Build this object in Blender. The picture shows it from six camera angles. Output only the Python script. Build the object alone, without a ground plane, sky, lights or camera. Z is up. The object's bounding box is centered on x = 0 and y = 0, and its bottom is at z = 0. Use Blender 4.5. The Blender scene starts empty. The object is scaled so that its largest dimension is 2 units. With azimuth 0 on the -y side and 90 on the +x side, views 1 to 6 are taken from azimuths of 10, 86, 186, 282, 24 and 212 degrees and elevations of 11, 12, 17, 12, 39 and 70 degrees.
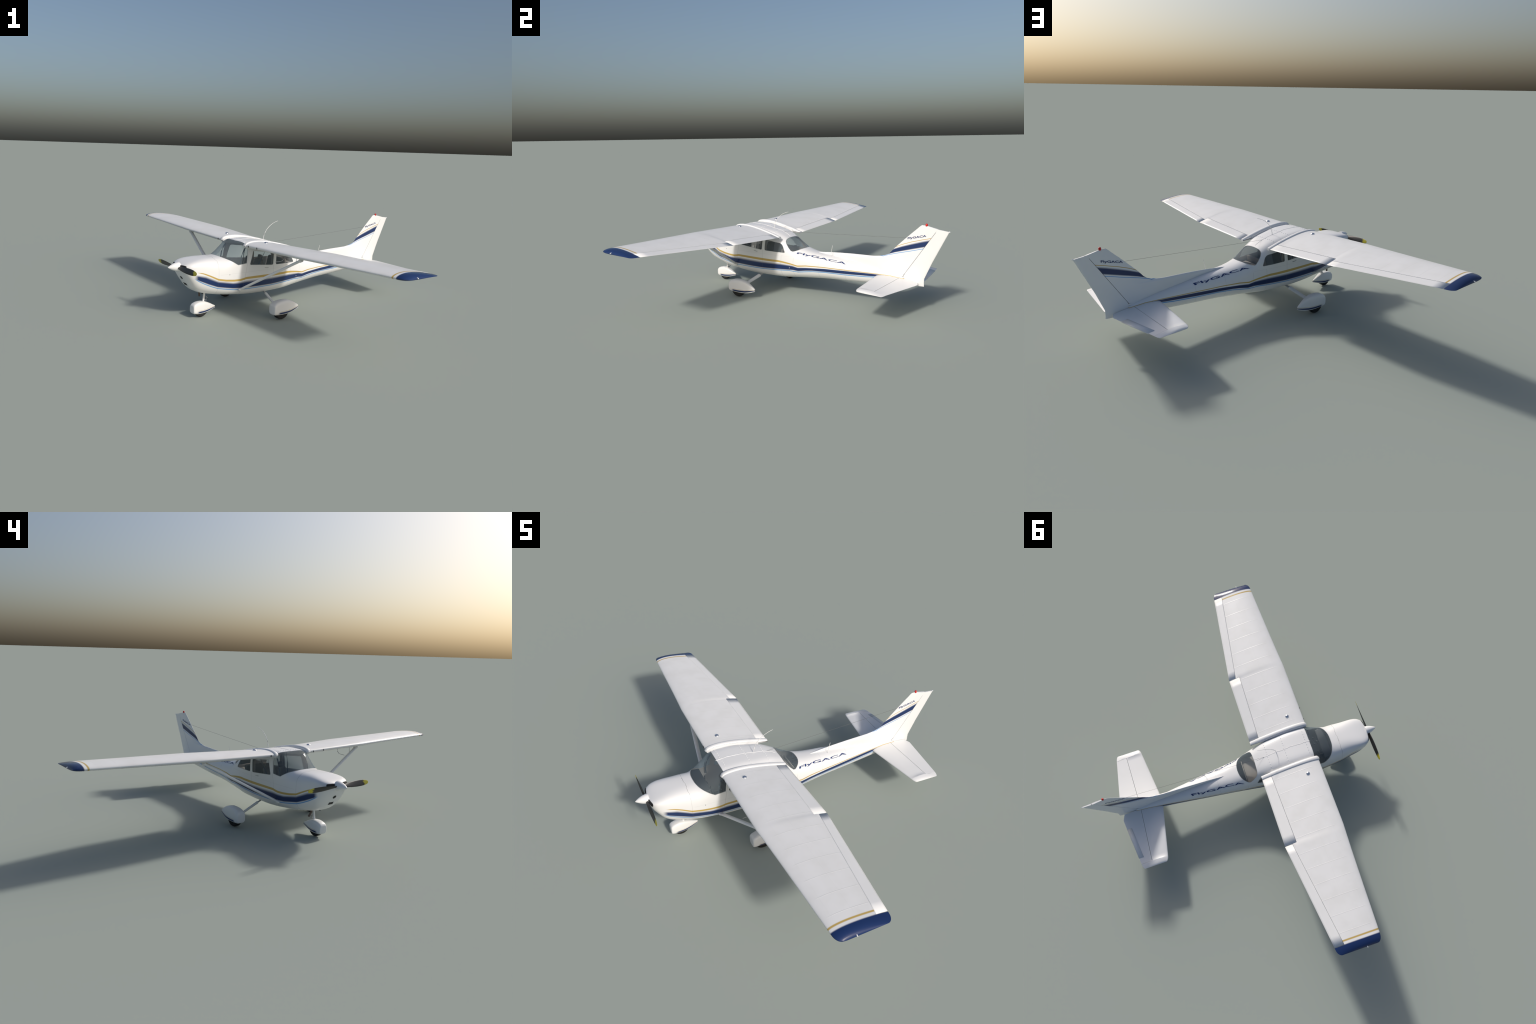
# Light high-wing touring aeroplane, parked.  Built in the aeroplane's own frame:
#   s = metres aft (local x), t = metres to port (local -y), z = up;
# one Empty turns and shifts that frame into the scene.
import bpy, bmesh, math, random
from mathutils import Vector, Matrix

random.seed(7)
HEADING = math.radians(48.0)
SIDE_SHIFT = 0.0445

# ------------------------------------------------------------------ helpers
root = bpy.data.objects.new("light_aircraft", None)
bpy.context.scene.collection.objects.link(root)
root.empty_display_size = 0.1
root.rotation_euler = (0, 0, HEADING)
root.location = (SIDE_SHIFT * math.sin(HEADING), -SIDE_SHIFT * math.cos(HEADING), 0)
root["label"] = "white high-wing propeller aeroplane with blue and gold stripes"
root["category"] = "aeroplane"


def P(s, t, z):
    return Vector((s, -t, z))


def new_object(name, mesh, mat=None, parent=None):
    ob = bpy.data.objects.new(name, mesh)
    bpy.context.scene.collection.objects.link(ob)
    ob.parent = parent or root
    if mat:
        mesh.materials.append(mat)
    return ob


def smooth(mesh, angle=None):
    mesh.polygons.foreach_set("use_smooth", [True] * len(mesh.polygons))
    if angle is not None:
        bm = bmesh.new()
        bm.from_mesh(mesh)
        lim = math.radians(angle)
        for e in bm.edges:
            e.smooth = not (len(e.link_faces) == 2 and e.calc_face_angle(0) > lim)
        bm.to_mesh(mesh)
        bm.free()


def mesh_from(name, verts, faces, angle=None, fix=True):
    me = bpy.data.meshes.new(name)
    me.from_pydata([tuple(v) for v in verts], [], faces)
    bm = bmesh.new()
    bm.from_mesh(me)
    bmesh.ops.remove_doubles(bm, verts=bm.verts, dist=1e-6)
    if fix:
        bmesh.ops.recalc_face_normals(bm, faces=bm.faces)
    bm.to_mesh(me)
    bm.free()
    smooth(me, angle)
    return me


def loft(name, rings, closed=True, cap=(True, True), angle=None):
    """skin a list of rings (same number of points each)"""
    n = len(rings[0])
    verts = [p for r in rings for p in r]
    faces = []
    for i in range(len(rings) - 1):
        for j in range(n if closed else n - 1):
            k = (j + 1) % n
            faces.append((i * n + j, i * n + k, (i + 1) * n + k, (i + 1) * n + j))
    if cap[0]:
        faces.append(tuple(range(n - 1, -1, -1)))
    if cap[1]:
        b = (len(rings) - 1) * n
        faces.append(tuple(b + j for j in range(n)))
    return mesh_from(name, verts, faces, angle)


def tube(name, path, radius, mat, parent=None, sides=8, radii=None, flat=None):
    """round (or flattened) rod along a list of points"""
    rings = []
    for i, p in enumerate(path):
        a = path[max(i - 1, 0)]
        b = path[min(i + 1, len(path) - 1)]
        d = (b - a).normalized()
        up = Vector((0, 0, 1)) if abs(d.z) < 0.9 else Vector((1, 0, 0))
        x = d.cross(up).normalized()
        y = x.cross(d)
        r = radii[i] if radii else radius
        rings.append([p + x * r * math.cos(q) + y * r * math.sin(q) * (flat or 1)
                      for q in [2 * math.pi * k / sides for k in range(sides)]])
    return new_object(name, loft(name, rings, angle=50), mat, parent)


def pchip(x, xs, ys):
    n = len(xs)
    h = [xs[i + 1] - xs[i] for i in range(n - 1)]
    d = [(ys[i + 1] - ys[i]) / h[i] for i in range(n - 1)]
    m = [d[0]] + [0.0] * (n - 2) + [d[-1]]
    for i in range(1, n - 1):
        if d[i - 1] * d[i] > 0:
            w1, w2 = 2 * h[i] + h[i - 1], h[i] + 2 * h[i - 1]
            m[i] = (w1 + w2) / (w1 / d[i - 1] + w2 / d[i])
    x = min(max(x, xs[0]), xs[-1])
    i = 0
    while i < n - 2 and x > xs[i + 1]:
        i += 1
    u = (x - xs[i]) / h[i]
    return ((2 * u**3 - 3 * u**2 + 1) * ys[i] + (u**3 - 2 * u**2 + u) * h[i] * m[i]
            + (-2 * u**3 + 3 * u**2) * ys[i + 1] + (u**3 - u**2) * h[i] * m[i + 1])


def lerp(a, b, u):
    return a + (b - a) * u


# ---------------------------------------------------------------- materials
WHITE = (0.80, 0.80, 0.80, 1)
BLUE = (0.013, 0.032, 0.112, 1)
GOLD = (0.53, 0.370, 0.105, 1)
LIGHT_BLUE = (0.13, 0.33, 0.64, 1)


class Nodes:
    """small helper for wiring procedural materials"""

    def __init__(self, name):
        self.mat = bpy.data.materials.new(name)
        self.mat.use_nodes = True
        self.t = self.mat.node_tree
        self.t.nodes.clear()
        self.out = self.t.nodes.new("ShaderNodeOutputMaterial")
        self.bsdf = self.t.nodes.new("ShaderNodeBsdfPrincipled")
        self.t.links.new(self.bsdf.outputs[0], self.out.inputs[0])

    def node(self, kind, **props):
        n = self.t.nodes.new(kind)
        for k, v in props.items():
            setattr(n, k, v)
        return n

    def put(self, socket, v):
        if hasattr(v, "links") or isinstance(v, bpy.types.NodeSocket):
            self.t.links.new(v, socket)
        else:
            socket.default_value = v

    def math(self, op, a, b=0.0, c=None, clamp=False):
        n = self.node("ShaderNodeMath", operation=op, use_clamp=clamp)
        self.put(n.inputs[0], a)
        self.put(n.inputs[1], b)
        if c is not None:
            self.put(n.inputs[2], c)
        return n.outputs[0]

    def step(self, v, lo, hi):
        """0 below lo, 1 above hi, smooth between"""
        n = self.node("ShaderNodeMapRange", interpolation_type="SMOOTHSTEP")
        self.put(n.inputs["Value"], v)
        self.put(n.inputs["From Min"], lo)
        self.put(n.inputs["From Max"], hi)
        return n.outputs[0]

    def band(self, v, centre, half, soft):
        d = self.math("ABSOLUTE", self.math("SUBTRACT", v, centre))
        inner = self.math("SUBTRACT", half, soft)
        outer = self.math("ADD", half, soft)
        n = self.node("ShaderNodeMapRange", interpolation_type="SMOOTHSTEP")
        self.put(n.inputs["Value"], d)
        self.put(n.inputs["From Min"], inner)
        self.put(n.inputs["From Max"], outer)
        n.inputs["To Min"].default_value = 1
        n.inputs["To Max"].default_value = 0
        return n.outputs[0]

    def mix(self, fac, a, b):
        n = self.node("ShaderNodeMix", data_type="RGBA")
        self.put(n.inputs[0], fac)
        self.put(n.inputs[6], a)
        self.put(n.inputs[7], b)
        return n.outputs[2]

    def curve(self, v, pts, vmin, vmax, omin, omax):
        """piecewise curve through control points (x, y)"""
        n = self.node("ShaderNodeFloatCurve")
        c = n.mapping.curves[0]
        pts = [((x - vmin) / (vmax - vmin), (y - omin) / (omax - omin)) for x, y in pts]
        while len(c.points) < len(pts):
            c.points.new(0.5, 0.5)
        for p, (x, y) in zip(c.points, pts):
            p.location = (x, y)
            p.handle_type = "VECTOR"
        n.mapping.extend = "HORIZONTAL"
        n.mapping.update()
        u = self.math("DIVIDE", self.math("SUBTRACT", v, vmin), vmax - vmin)
        self.put(n.inputs["Value"], u)
        return self.math("MULTIPLY_ADD", n.outputs[0], omax - omin, omin)

    def coords(self):
        tc = self.node("ShaderNodeTexCoord")
        sep = self.node("ShaderNodeSeparateXYZ")
        self.t.links.new(tc.outputs["Object"], sep.inputs[0])
        self.obj = tc.outputs["Object"]
        return sep.outputs[0], sep.outputs[1], sep.outputs[2]

    def noise(self, scale, detail=3.0, vec=None, stretch=None):
        n = self.node("ShaderNodeTexNoise")
        n.inputs["Scale"].default_value = scale
        n.inputs["Detail"].default_value = detail
        src = vec or self.obj
        if stretch:
            m = self.node("ShaderNodeMapping")
            m.inputs["Scale"].default_value = stretch
            self.t.links.new(src, m.inputs[0])
            src = m.outputs[0]
        self.t.links.new(src, n.inputs["Vector"])
        return n.outputs[0]

    def bump(self, height, strength, distance):
        b = self.node("ShaderNodeBump")
        b.inputs["Strength"].default_value = strength
        b.inputs["Distance"].default_value = distance
        self.t.links.new(height, b.inputs["Height"])
        self.t.links.new(b.outputs[0], self.bsdf.inputs["Normal"])

    def finish(self, colour, rough=0.35, spec=0.5, metal=0.0, coat=0.0):
        self.put(self.bsdf.inputs["Base Color"], colour)
        self.put(self.bsdf.inputs["Roughness"], rough)
        self.bsdf.inputs["Specular IOR Level"].default_value = spec
        self.bsdf.inputs["Metallic"].default_value = metal
        self.bsdf.inputs["Coat Weight"].default_value = coat
        self.bsdf.inputs["Coat Roughness"].default_value = 0.12
        return self.mat


def plain(name, colour, rough=0.45, spec=0.5, metal=0.0, grain=0.06, scale=60):
    n = Nodes(name)
    n.coords()
    f = n.math("MULTIPLY", n.noise(scale), grain, clamp=True)
    dark = (colour[0] * 0.6, colour[1] * 0.6, colour[2] * 0.6, 1)
    return n.finish(n.mix(f, (*colour[:3], 1), dark), rough, spec, metal)


def white_shade(n, scale=9.0, amount=0.10):
    """white paint with the faint cloudy mottling of the original"""
    cloud = n.step(n.noise(scale, 4.0), 0.35, 0.75)
    return n.mix(n.math("MULTIPLY", cloud, amount), WHITE, (0.62, 0.615, 0.58, 1))


def paint_plain(name):
    n = Nodes(name)
    n.coords()
    return n.finish(white_shade(n), 0.32, 0.5)


def paint_fuselage():
    n = Nodes("fuselage_paint")
    x, y, z = n.coords()
    R = (-0.62, 1.0, 0.12, 0.34)
    gold = n.curve(x, [(-.532, .298), (-.519, .293), (-.487, .285), (-.472, .279), (-.438, .264),
                       (-.390, .2403), (-.338, .2297), (-.286, .2237), (-.243, .2225), (-.222, .2255),
                       (-.200, .2300), (-.12, .2290), (0, .2267), (.086, .2268), (.130, .2280),
                       (.165, .2253), (.221, .2183), (.273, .2084), (.333, .2163), (.443, .2204),
                       (.60, .2192), (.80, .2192), (.88, .218), (.955, .2095)], *R)
    gold_half = n.curve(x, [(-.53, .0014), (-.47, .0040), (-.39, .0054), (-.25, .0064), (0, .0076), (.13, .0066),
                            (.25, .0042), (.40, .0026), (.9, .0016)], -0.62, 1.0, 0.0, 0.01)
    b_top = n.curve(x, [(-.545, .284), (-.47, .268), (-.391, .2325), (-.290, .2125), (-.243, .2115), (-.200, .2150),
                        (-.1, .2130), (0, .2115), (.10, .2135), (.147, .2140), (.18, .2120), (.235, .2080),
                        (.274, .1990), (.333, .2040), (.464, .2115), (.605, .2140), (.767, .2160),
                        (.862, .216), (.95, .2107)], *R)
    b_bot = n.curve(x, [(-.545, .263), (-.508, .2425), (-.45, .2160), (-.391, .1936), (-.284, .1730), (-.231, .1690),
                        (-.109, .1660), (0, .1650), (.143, .1722), (.237, .1775), (.275, .1740), (.333, .184),
                        (.377, .1890), (.464, .1923), (.605, .1942), (.767, .2010), (.862, .210), (.95, .2103)], *R)
    light = n.curve(x, [(-.540, .2595), (-.505, .2375), (-.475, .2215), (-.43, .2015), (-.389, .1862), (-.283, .1660),
                        (-.23, .1610), (-.12, .1600), (0, .1595), (.142, .1672), (.2, .1718), (.273, .1682),
                        (.376, .1833), (.463, .1888), (.6, .1890), (.728, .1935), (.783, .1983), (.87, .2075)], *R)
    # blue band: soft upper and lower border
    u = n.math("DIVIDE", n.math("SUBTRACT", z, b_bot), n.math("MAXIMUM", n.math("SUBTRACT", b_top, b_bot), 0.0012))
    blue = n.math("MULTIPLY", n.step(u, -0.10, 0.15), n.math("SUBTRACT", 1.0, n.step(u, n.curve(x, [(-.6, .64), (.15, .68), (.45, .90), (1.0, .92)], -0.62, 1.0, 0.0, 1.0), 1.14)))
    wide = n.math("SUBTRACT", b_top, b_bot)
    blue = n.math("MULTIPLY", blue, n.step(wide, 0.001, 0.004))
    front = n.step(x, -0.545, -0.515)
    blue = n.math("MULTIPLY", blue, front)
    g = n.math("MULTIPLY", n.band(z, gold, gold_half, 0.0012), n.step(x, -0.53, -0.50))
    lb = n.math("MULTIPLY", n.band(z, light, 0.0029, 0.0014),
                n.math("MULTIPLY", n.step(x, -0.545, -0.52), n.math("SUBTRACT", 1.0, n.step(x, .84, .88))))
    col = white_shade(n, 9.0, 0.05)
    col = n.mix(lb, col, LIGHT_BLUE)
    col = n.mix(g, col, GOLD)
    col = n.mix(blue, col, BLUE)
    # thin panel gaps
    seams = None
    for sx, slope, lo, hi, w in ((None, 0.0, .10, .375, .0008), (-.2515, 0.18, .10, .42, .0008), (-.002, 0.04, .155, .40, .0008),
                                 (.143, 0.05, .11, .27, .0006), (.238, 0.02, .11, .262, .0006), (.42, 0.0, .1, .4, .0004), (.60, 0.0, .1, .4, .0004)):
        line = n.math("MULTIPLY_ADD", z, slope, sx) if slope else sx
        if sx is None:                  # cowling gap wanders where it crosses the top
            wob = n.math("MULTIPLY", n.math("SUBTRACT", n.noise(38, 2.0), .5), n.math("MULTIPLY", n.step(z, .31, .345), .016))
            line = n.math("ADD", wob, -.3885)
        b = n.band(x, line, w, 0.0005)
        if sx is None:
            b = n.math("MULTIPLY", b, n.math("MULTIPLY_ADD", n.step(z, .31, .345), 1.2, 0.8))
        b = n.math("MULTIPLY", b, n.math("MULTIPLY", n.step(z, lo, lo + .003), n.math("SUBTRACT", 1.0, n.step(z, hi - .003, hi))))
        seams = b if seams is None else n.math("MAXIMUM", seams, b)
    side = n.math("MULTIPLY", n.band(z, .2655, .0005, .0005), n.math("MULTIPLY", n.step(x, -.38, -.37), n.math("SUBTRACT", 1.0, n.step(x, .14, .142))))
    fuel_door = n.math("MULTIPLY", n.band(z, .2665, .0005, .0005), n.math("MULTIPLY", n.step(x, .155, .157), n.math("SUBTRACT", 1.0, n.step(x, .24, .242))))
    seams = n.math("MAXIMUM", seams, n.math("MULTIPLY", n.math("MAXIMUM", side, fuel_door), 0.55))
    col = n.mix(n.math("MULTIPLY", seams, 0.38), col, (0.16, 0.15, 0.14, 1))
    n.bump(n.noise(40, 2.0), 0.03, 0.002)
    return n.finish(col, 0.30, 0.5)


def paint_wing():
    n = Nodes("wing_paint")
    x, y, z = n.coords()
    t = n.math("ABSOLUTE", y)
    col = white_shade(n, 11.0, 0.22)
    g = n.band(t, 1.1755, 0.0045, 0.0027)
    col = n.mix(g, col, GOLD)
    col = n.mix(n.step(t, 1.1905, 1.1985), col, BLUE)
    # rib lines and spanwise seams, embossed
    k = n.math("DIVIDE", n.math("SUBTRACT", t, 1.1326), 0.0965)
    fr = n.math("ABSOLUTE", n.math("SUBTRACT", k, n.math("ROUND", k)))
    rib = n.math("SUBTRACT", 1.0, n.step(fr, 0.0, 0.022))
    rib = n.math("MULTIPLY", rib, n.math("MULTIPLY", n.step(x, -.175, -.15), n.math("SUBTRACT", 1.0, n.step(t, 1.15, 1.16))))
    rib = n.math("MULTIPLY", rib, n.step(t, 0.15, 0.16))
    span1 = n.math("MULTIPLY", n.band(x, -0.150, 0.0006, 0.0006), 0.4)
    span2 = n.math("MULTIPLY", n.band(x, -0.060, 0.0006, 0.0006), 0.5)
    lines = n.math("MAXIMUM", rib, n.math("MULTIPLY", n.math("MAXIMUM", span1, span2), n.math("SUBTRACT", 1.0, n.step(t, 1.15, 1.16))))
    col = n.mix(n.math("MULTIPLY", lines, 0.10), col, (0.45, 0.44, 0.42, 1))
    wav = n.noise(7.0, 2.0, stretch=(3.0, 0.6, 1.0))
    h = n.math("ADD", n.math("MULTIPLY", lines, 0.35), n.math("MULTIPLY", wav, 0.5))
    n.bump(h, 0.50, 0.0018)
    return n.finish(col, n.mix(n.step(t, 1.1905, 1.1985), (0.38, 0.38, 0.38, 1), (0.16, 0.16, 0.16, 1)), 0.5)


def paint_fin():
    n = Nodes("fin_paint")
    x, y, z = n.coords()
    R = (0.3, 1.25, 0.25, 0.55)
    gold = n.curve(x, [(.880, .378), (.903, .390), (.94, .4075), (1.0, .4290), (1.06, .4463), (1.114, .4603), (1.16, .472)], *R)
    top = n.curve(x, [(.86, .360), (.8937, .3795), (.94, .3985), (1.0, .4195), (1.06, .4385), (1.110, .4525), (1.16, .465)], *R)
    bot = n.curve(x, [(.835, .3315), (.848, .3370), (.90, .3560), (.95, .3705), (1.0, .3845), (1.079, .4060), (1.16, .428)], *R)
    light = n.curve(x, [(.825, .325), (.84, .3315), (.90, .3500), (.95, .3635), (1.0, .3768), (1.071, .3970), (1.16, .420)], *R)
    u = n.math("DIVIDE", n.math("SUBTRACT", z, bot), n.math("SUBTRACT", top, bot))
    blue = n.math("MULTIPLY", n.step(u, -0.08, 0.16), n.math("SUBTRACT", 1.0, n.step(u, 0.74, 1.10)))
    col = white_shade(n, 9.0, 0.05)
    col = n.mix(n.band(z, light, .0018, .0010), col, LIGHT_BLUE)
    col = n.mix(n.band(z, gold, .0018, .0011), col, GOLD)
    col = n.mix(blue, col, BLUE)
    return n.finish(col, 0.32, 0.5)


def paint_wheel_fairing(name, start, top_line, bottom_line):
    """each fairing carries its own object origin at its tail on the ground"""
    n = Nodes(name)
    x, y, z = n.coords()
    col = white_shade(n, 14.0, 0.08)
    front = n.step(x, start, start + .022)
    top = n.curve(x, top_line, -.25, .05, 0, .1)
    bot = n.curve(x, bottom_line, -.25, .05, 0, .1)
    gl = n.math("ADD", top, 0.0030)
    u = n.math("DIVIDE", n.math("SUBTRACT", z, bot), n.math("SUBTRACT", top, bot))
    blue = n.math("MULTIPLY", n.math("MULTIPLY", n.step(u, -.1, .15), n.math("SUBTRACT", 1.0, n.step(u, .7, 1.1))), front)
    col = n.mix(n.math("MULTIPLY", n.band(z, gl, .0008, .0008), front), col, GOLD)
    col = n.mix(blue, col, BLUE)
    return n.finish(col, 0.35, 0.5)


def paint_blade():
    n = Nodes("propeller_paint")
    x, y, z = n.coords()
    ragged = n.math("MULTIPLY", n.math("SUBTRACT", n.noise(1.0, 1.0, stretch=(260, 22, 260)), 0.5), 0.045)
    r = n.math("ADD", n.math("ABSOLUTE", y), ragged)
    col = n.mix(n.step(r, .182, .184), (0.020, 0.020, 0.020, 1), (0.50, 0.44, 0.03, 1))
    return n.finish(col, 0.40, 0.5)


def glass_material():
    n = Nodes("tinted_glass")
    n.coords()
    n.finish((0.46, 0.57, 0.65, 1), 0.06, 0.5)  # base lightened to blue-grey, putting sky reflection and lit look into the panes
    tr = n.node("ShaderNodeBsdfTransparent")
    tr.inputs[0].default_value = (0.93, 0.955, 0.965, 1)
    lw = n.node("ShaderNodeFresnel")
    lw.inputs[0].default_value = 1.45
    fac = n.math("ADD", n.math("MULTIPLY", lw.outputs[0], 0.6), 0.12, clamp=True)
    m = n.node("ShaderNodeMixShader")
    n.put(m.inputs[0], fac)
    n.t.links.new(tr.outputs[0], m.inputs[1])
    n.t.links.new(n.bsdf.outputs[0], m.inputs[2])
    n.t.links.new(m.outputs[0], n.out.inputs[0])
    return n.mat


M_FUS = paint_fuselage()
M_WHITE = paint_plain("white_paint")
M_WING = paint_wing()
M_FIN = paint_fin()
M_PANT = paint_wheel_fairing("main_fairing_paint", -.178, [(-.2, .0490), (-.12, .0480), (-.07, .0490), (-.03, .0535), (.005, .0590)],
                             [(-.2, .0365), (-.12, .0345), (-.07, .0365), (-.03, .0445), (.005, .0545)])
M_NOSE_PANT = paint_wheel_fairing("nose_fairing_paint", -.140, [(-.2, .0390), (-.09, .0390), (-.05, .0420), (-.02, .0455), (.005, .0490)],
                                  [(-.2, .0265), (-.09, .0262), (-.05, .0310), (-.02, .0385), (.005, .0450)])
M_BLADE = paint_blade()
M_GLASS = glass_material()
M_LETTER = plain("navy_lettering", (0.018, 0.042, 0.150), 0.35)
M_BLACK = plain("black_opening", (0.012, 0.012, 0.013), 0.6)
M_RUBBER = plain("tyre_rubber", (0.016, 0.016, 0.016), 0.75, 0.3)
M_METAL = plain("grey_metal", (0.45, 0.46, 0.48), 0.35, 0.5, 0.7)
M_CHROME = plain("polished_cap", (0.72, 0.74, 0.78), 0.12, 0.5, 0.9)
M_EXHAUST = plain("exhaust_pipe", (0.16, 0.115, 0.09), 0.6, 0.4, 0.3, 0.4)
M_RED = plain("red_lens", (0.62, 0.02, 0.015), 0.2)
M_CLEAR = plain("clear_lens", (0.85, 0.86, 0.88), 0.1)
M_LINING = plain("cabin_lining", (0.60, 0.585, 0.56), 0.8, 0.2)
M_SEAT = plain("seat_fabric", (0.20, 0.175, 0.155), 0.9, 0.2, 0, 0.3)
M_TAN = plain("tan_trim", (0.42, 0.37, 0.32), 0.8, 0.2)
M_PANEL = plain("instrument_panel", (0.035, 0.037, 0.040), 0.6)
M_BELT = plain("harness_webbing", (0.06, 0.085, 0.11), 0.8)
M_WIRE = plain("aerial_wire", (0.10, 0.10, 0.10), 0.6)
M_WHITE_ROD = plain("white_aerial", (0.75, 0.75, 0.73), 0.4)

# ----------------------------------------------------------------- fuselage
# s, z_top, z_bottom, half width, z of widest point, roundness up, roundness down, lean-in of the upper half
FUSELAGE = [
    (-.592, .330, .300, .030, .318, 2.2, 2.2, 0.0),
    (-.588, .3325, .287, .061, .318, 3.2, 2.4, 0.0),
    (-.578, .3390, .266, .079, .315, 3.9, 2.4, 0.0),
    (-.560, .3460, .236, .091, .308, 4.5, 2.4, 0.0),
    (-.530, .3530, .193, .1000, .300, 4.6, 2.5, 0.0),
    (-.500, .3573, .169, .1035, .292, 4.2, 2.6, 0.0),
    (-.450, .3605, .150, .1070, .280, 3.6, 2.8, 0.0),
    (-.390, .3605, .138, .1145, .270, 3.1, 3.1, 0.0),
    (-.345, .3600, .130, .1180, .270, 2.8, 3.3, 0.03),
    (-.300, .3800, .1235, .1215, .280, 3.0, 3.4, 0.07),
    (-.250, .4100, .1180, .1245, .287, 4.4, 3.5, 0.08),
    (-.205, .4375, .1130, .1265, .290, 6.6, 3.6, 0.11),
    (-.150, .4420, .1085, .1275, .290, 7.5, 3.6, 0.10),
    (-.090, .4405, .1055, .1275, .290, 7.5, 3.6, 0.10),
    (.000, .4265, .1045, .1255, .285, 6.5, 3.5, 0.11),
    (.086, .4090, .1055, .1222, .275, 5.2, 3.3, 0.13),
    (.155, .3780, .1090, .1158, .260, 4.0, 3.2, 0.14),
    (.210, .3480, .1135, .1088, .240, 3.2, 2.8, 0.10),
    (.270, .3180, .1195, .0995, .220, 2.8, 2.55, 0.05),
    (.361, .2980, .1272, .0890, .216, 2.5, 2.3, 0.0),
    (.475, .2890, .1358, .0765, .214, 2.4, 2.15, 0.0),
    (.620, .2690, .1425, .0580, .209, 2.3, 2.15, 0.0),
    (.794, .2470, .1535, .0375, .204, 2.2, 2.1, 0.0),
    (.900, .2290, .1630, .0270, .199, 2.2, 2.2, 0.0),
    (.965, .2180, .1690, .0190, .197, 2.2, 2.2, 0.0),
]
FCOL = list(zip(*FUSELAGE))


def section(s):
    return [pchip(s, FCOL[0], FCOL[k]) for k in range(1, 8)]


def section_point(sec, a):
    """a: 0 at the crown, pi at the keel"""
    zt, zb, w, zw, nu, nl, lean = sec
    c, sn = math.cos(a), math.sin(a)
    if c >= 0:
        v = c ** (2 / nu)
        return w * sn ** (2 / nu) * (1 - lean * v * v), zw + (zt - zw) * v
    v = (-c) ** (2 / nl)
    return w * max(sn, 0) ** (2 / nl), zw - (zw - zb) * v


def half_width(s, z):
    zt, zb, w, zw, nu, nl, lean = section(s)
    if z > zw:
        v = min(1.0, (z - zw) / (zt - zw))
        return w * (1 - v ** nu) ** (1 / nu) * (1 - lean * v * v)
    v = min(1.0, (zw - z) / (zw - zb))
    return w * (1 - v ** nl) ** (1 / nl)


def fuselage_bmesh():
    svals = []
    for i in range(len(FUSELAGE) - 1):
        a, b = FUSELAGE[i][0], FUSELAGE[i + 1][0]
        k = max(1, int(round((b - a) / 0.012)))
        svals += [lerp(a, b, j / k) for j in range(k)]
    svals.append(FUSELAGE[-1][0])
    HALF = 34
    # even spacing along the outline rather than in angle
    def ring(s):
        sec = section(s)
        dense = [section_point(sec, math.pi * i / 240) for i in range(241)]
        cum = [0.0]
        for p, q in zip(dense, dense[1:]):
            cum.append(cum[-1] + math.hypot(q[0] - p[0], q[1] - p[1]))
        half = []
        k = 0
        for i in range(HALF + 1):
            g = cum[-1] * i / HALF
            while k < 239 and cum[k + 1] < g:
                k += 1
            d = cum[k + 1] - cum[k]
            u = (g - cum[k]) / d if d > 0 else 0
            half.append((lerp(dense[k][0], dense[k + 1][0], u), lerp(dense[k][1], dense[k + 1][1], u)))
        pts = [P(s, t, z) for t, z in half]
        pts += [P(s, -t, z) for t, z in half[-2:0:-1]]
        return pts
    me = loft("fuselage", [ring(s) for s in svals])
    bm = bmesh.new()
    bm.from_mesh(me)
    bpy.data.meshes.remove(me)
    return bm


def round_polygon(pts, radius, steps=4):
    """convex polygon with its corners rounded off"""
    out = []
    n = len(pts)
    for i in range(n):
        p, a, b = Vector(pts[i]), Vector(pts[i - 1]), Vector(pts[(i + 1) % n])
        r = radius[i] if isinstance(radius, (list, tuple)) else radius
        da, db = (a - p), (b - p)
        la, lb = min(r, da.length * .45), min(r, db.length * .45)
        pa, pb = p + da.normalized() * la, p + db.normalized() * lb
        for k in range(steps + 1):
            u = k / steps
            out.append(pa * (1 - u) ** 2 + p * 2 * u * (1 - u) + pb * u * u)
    return out


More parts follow.
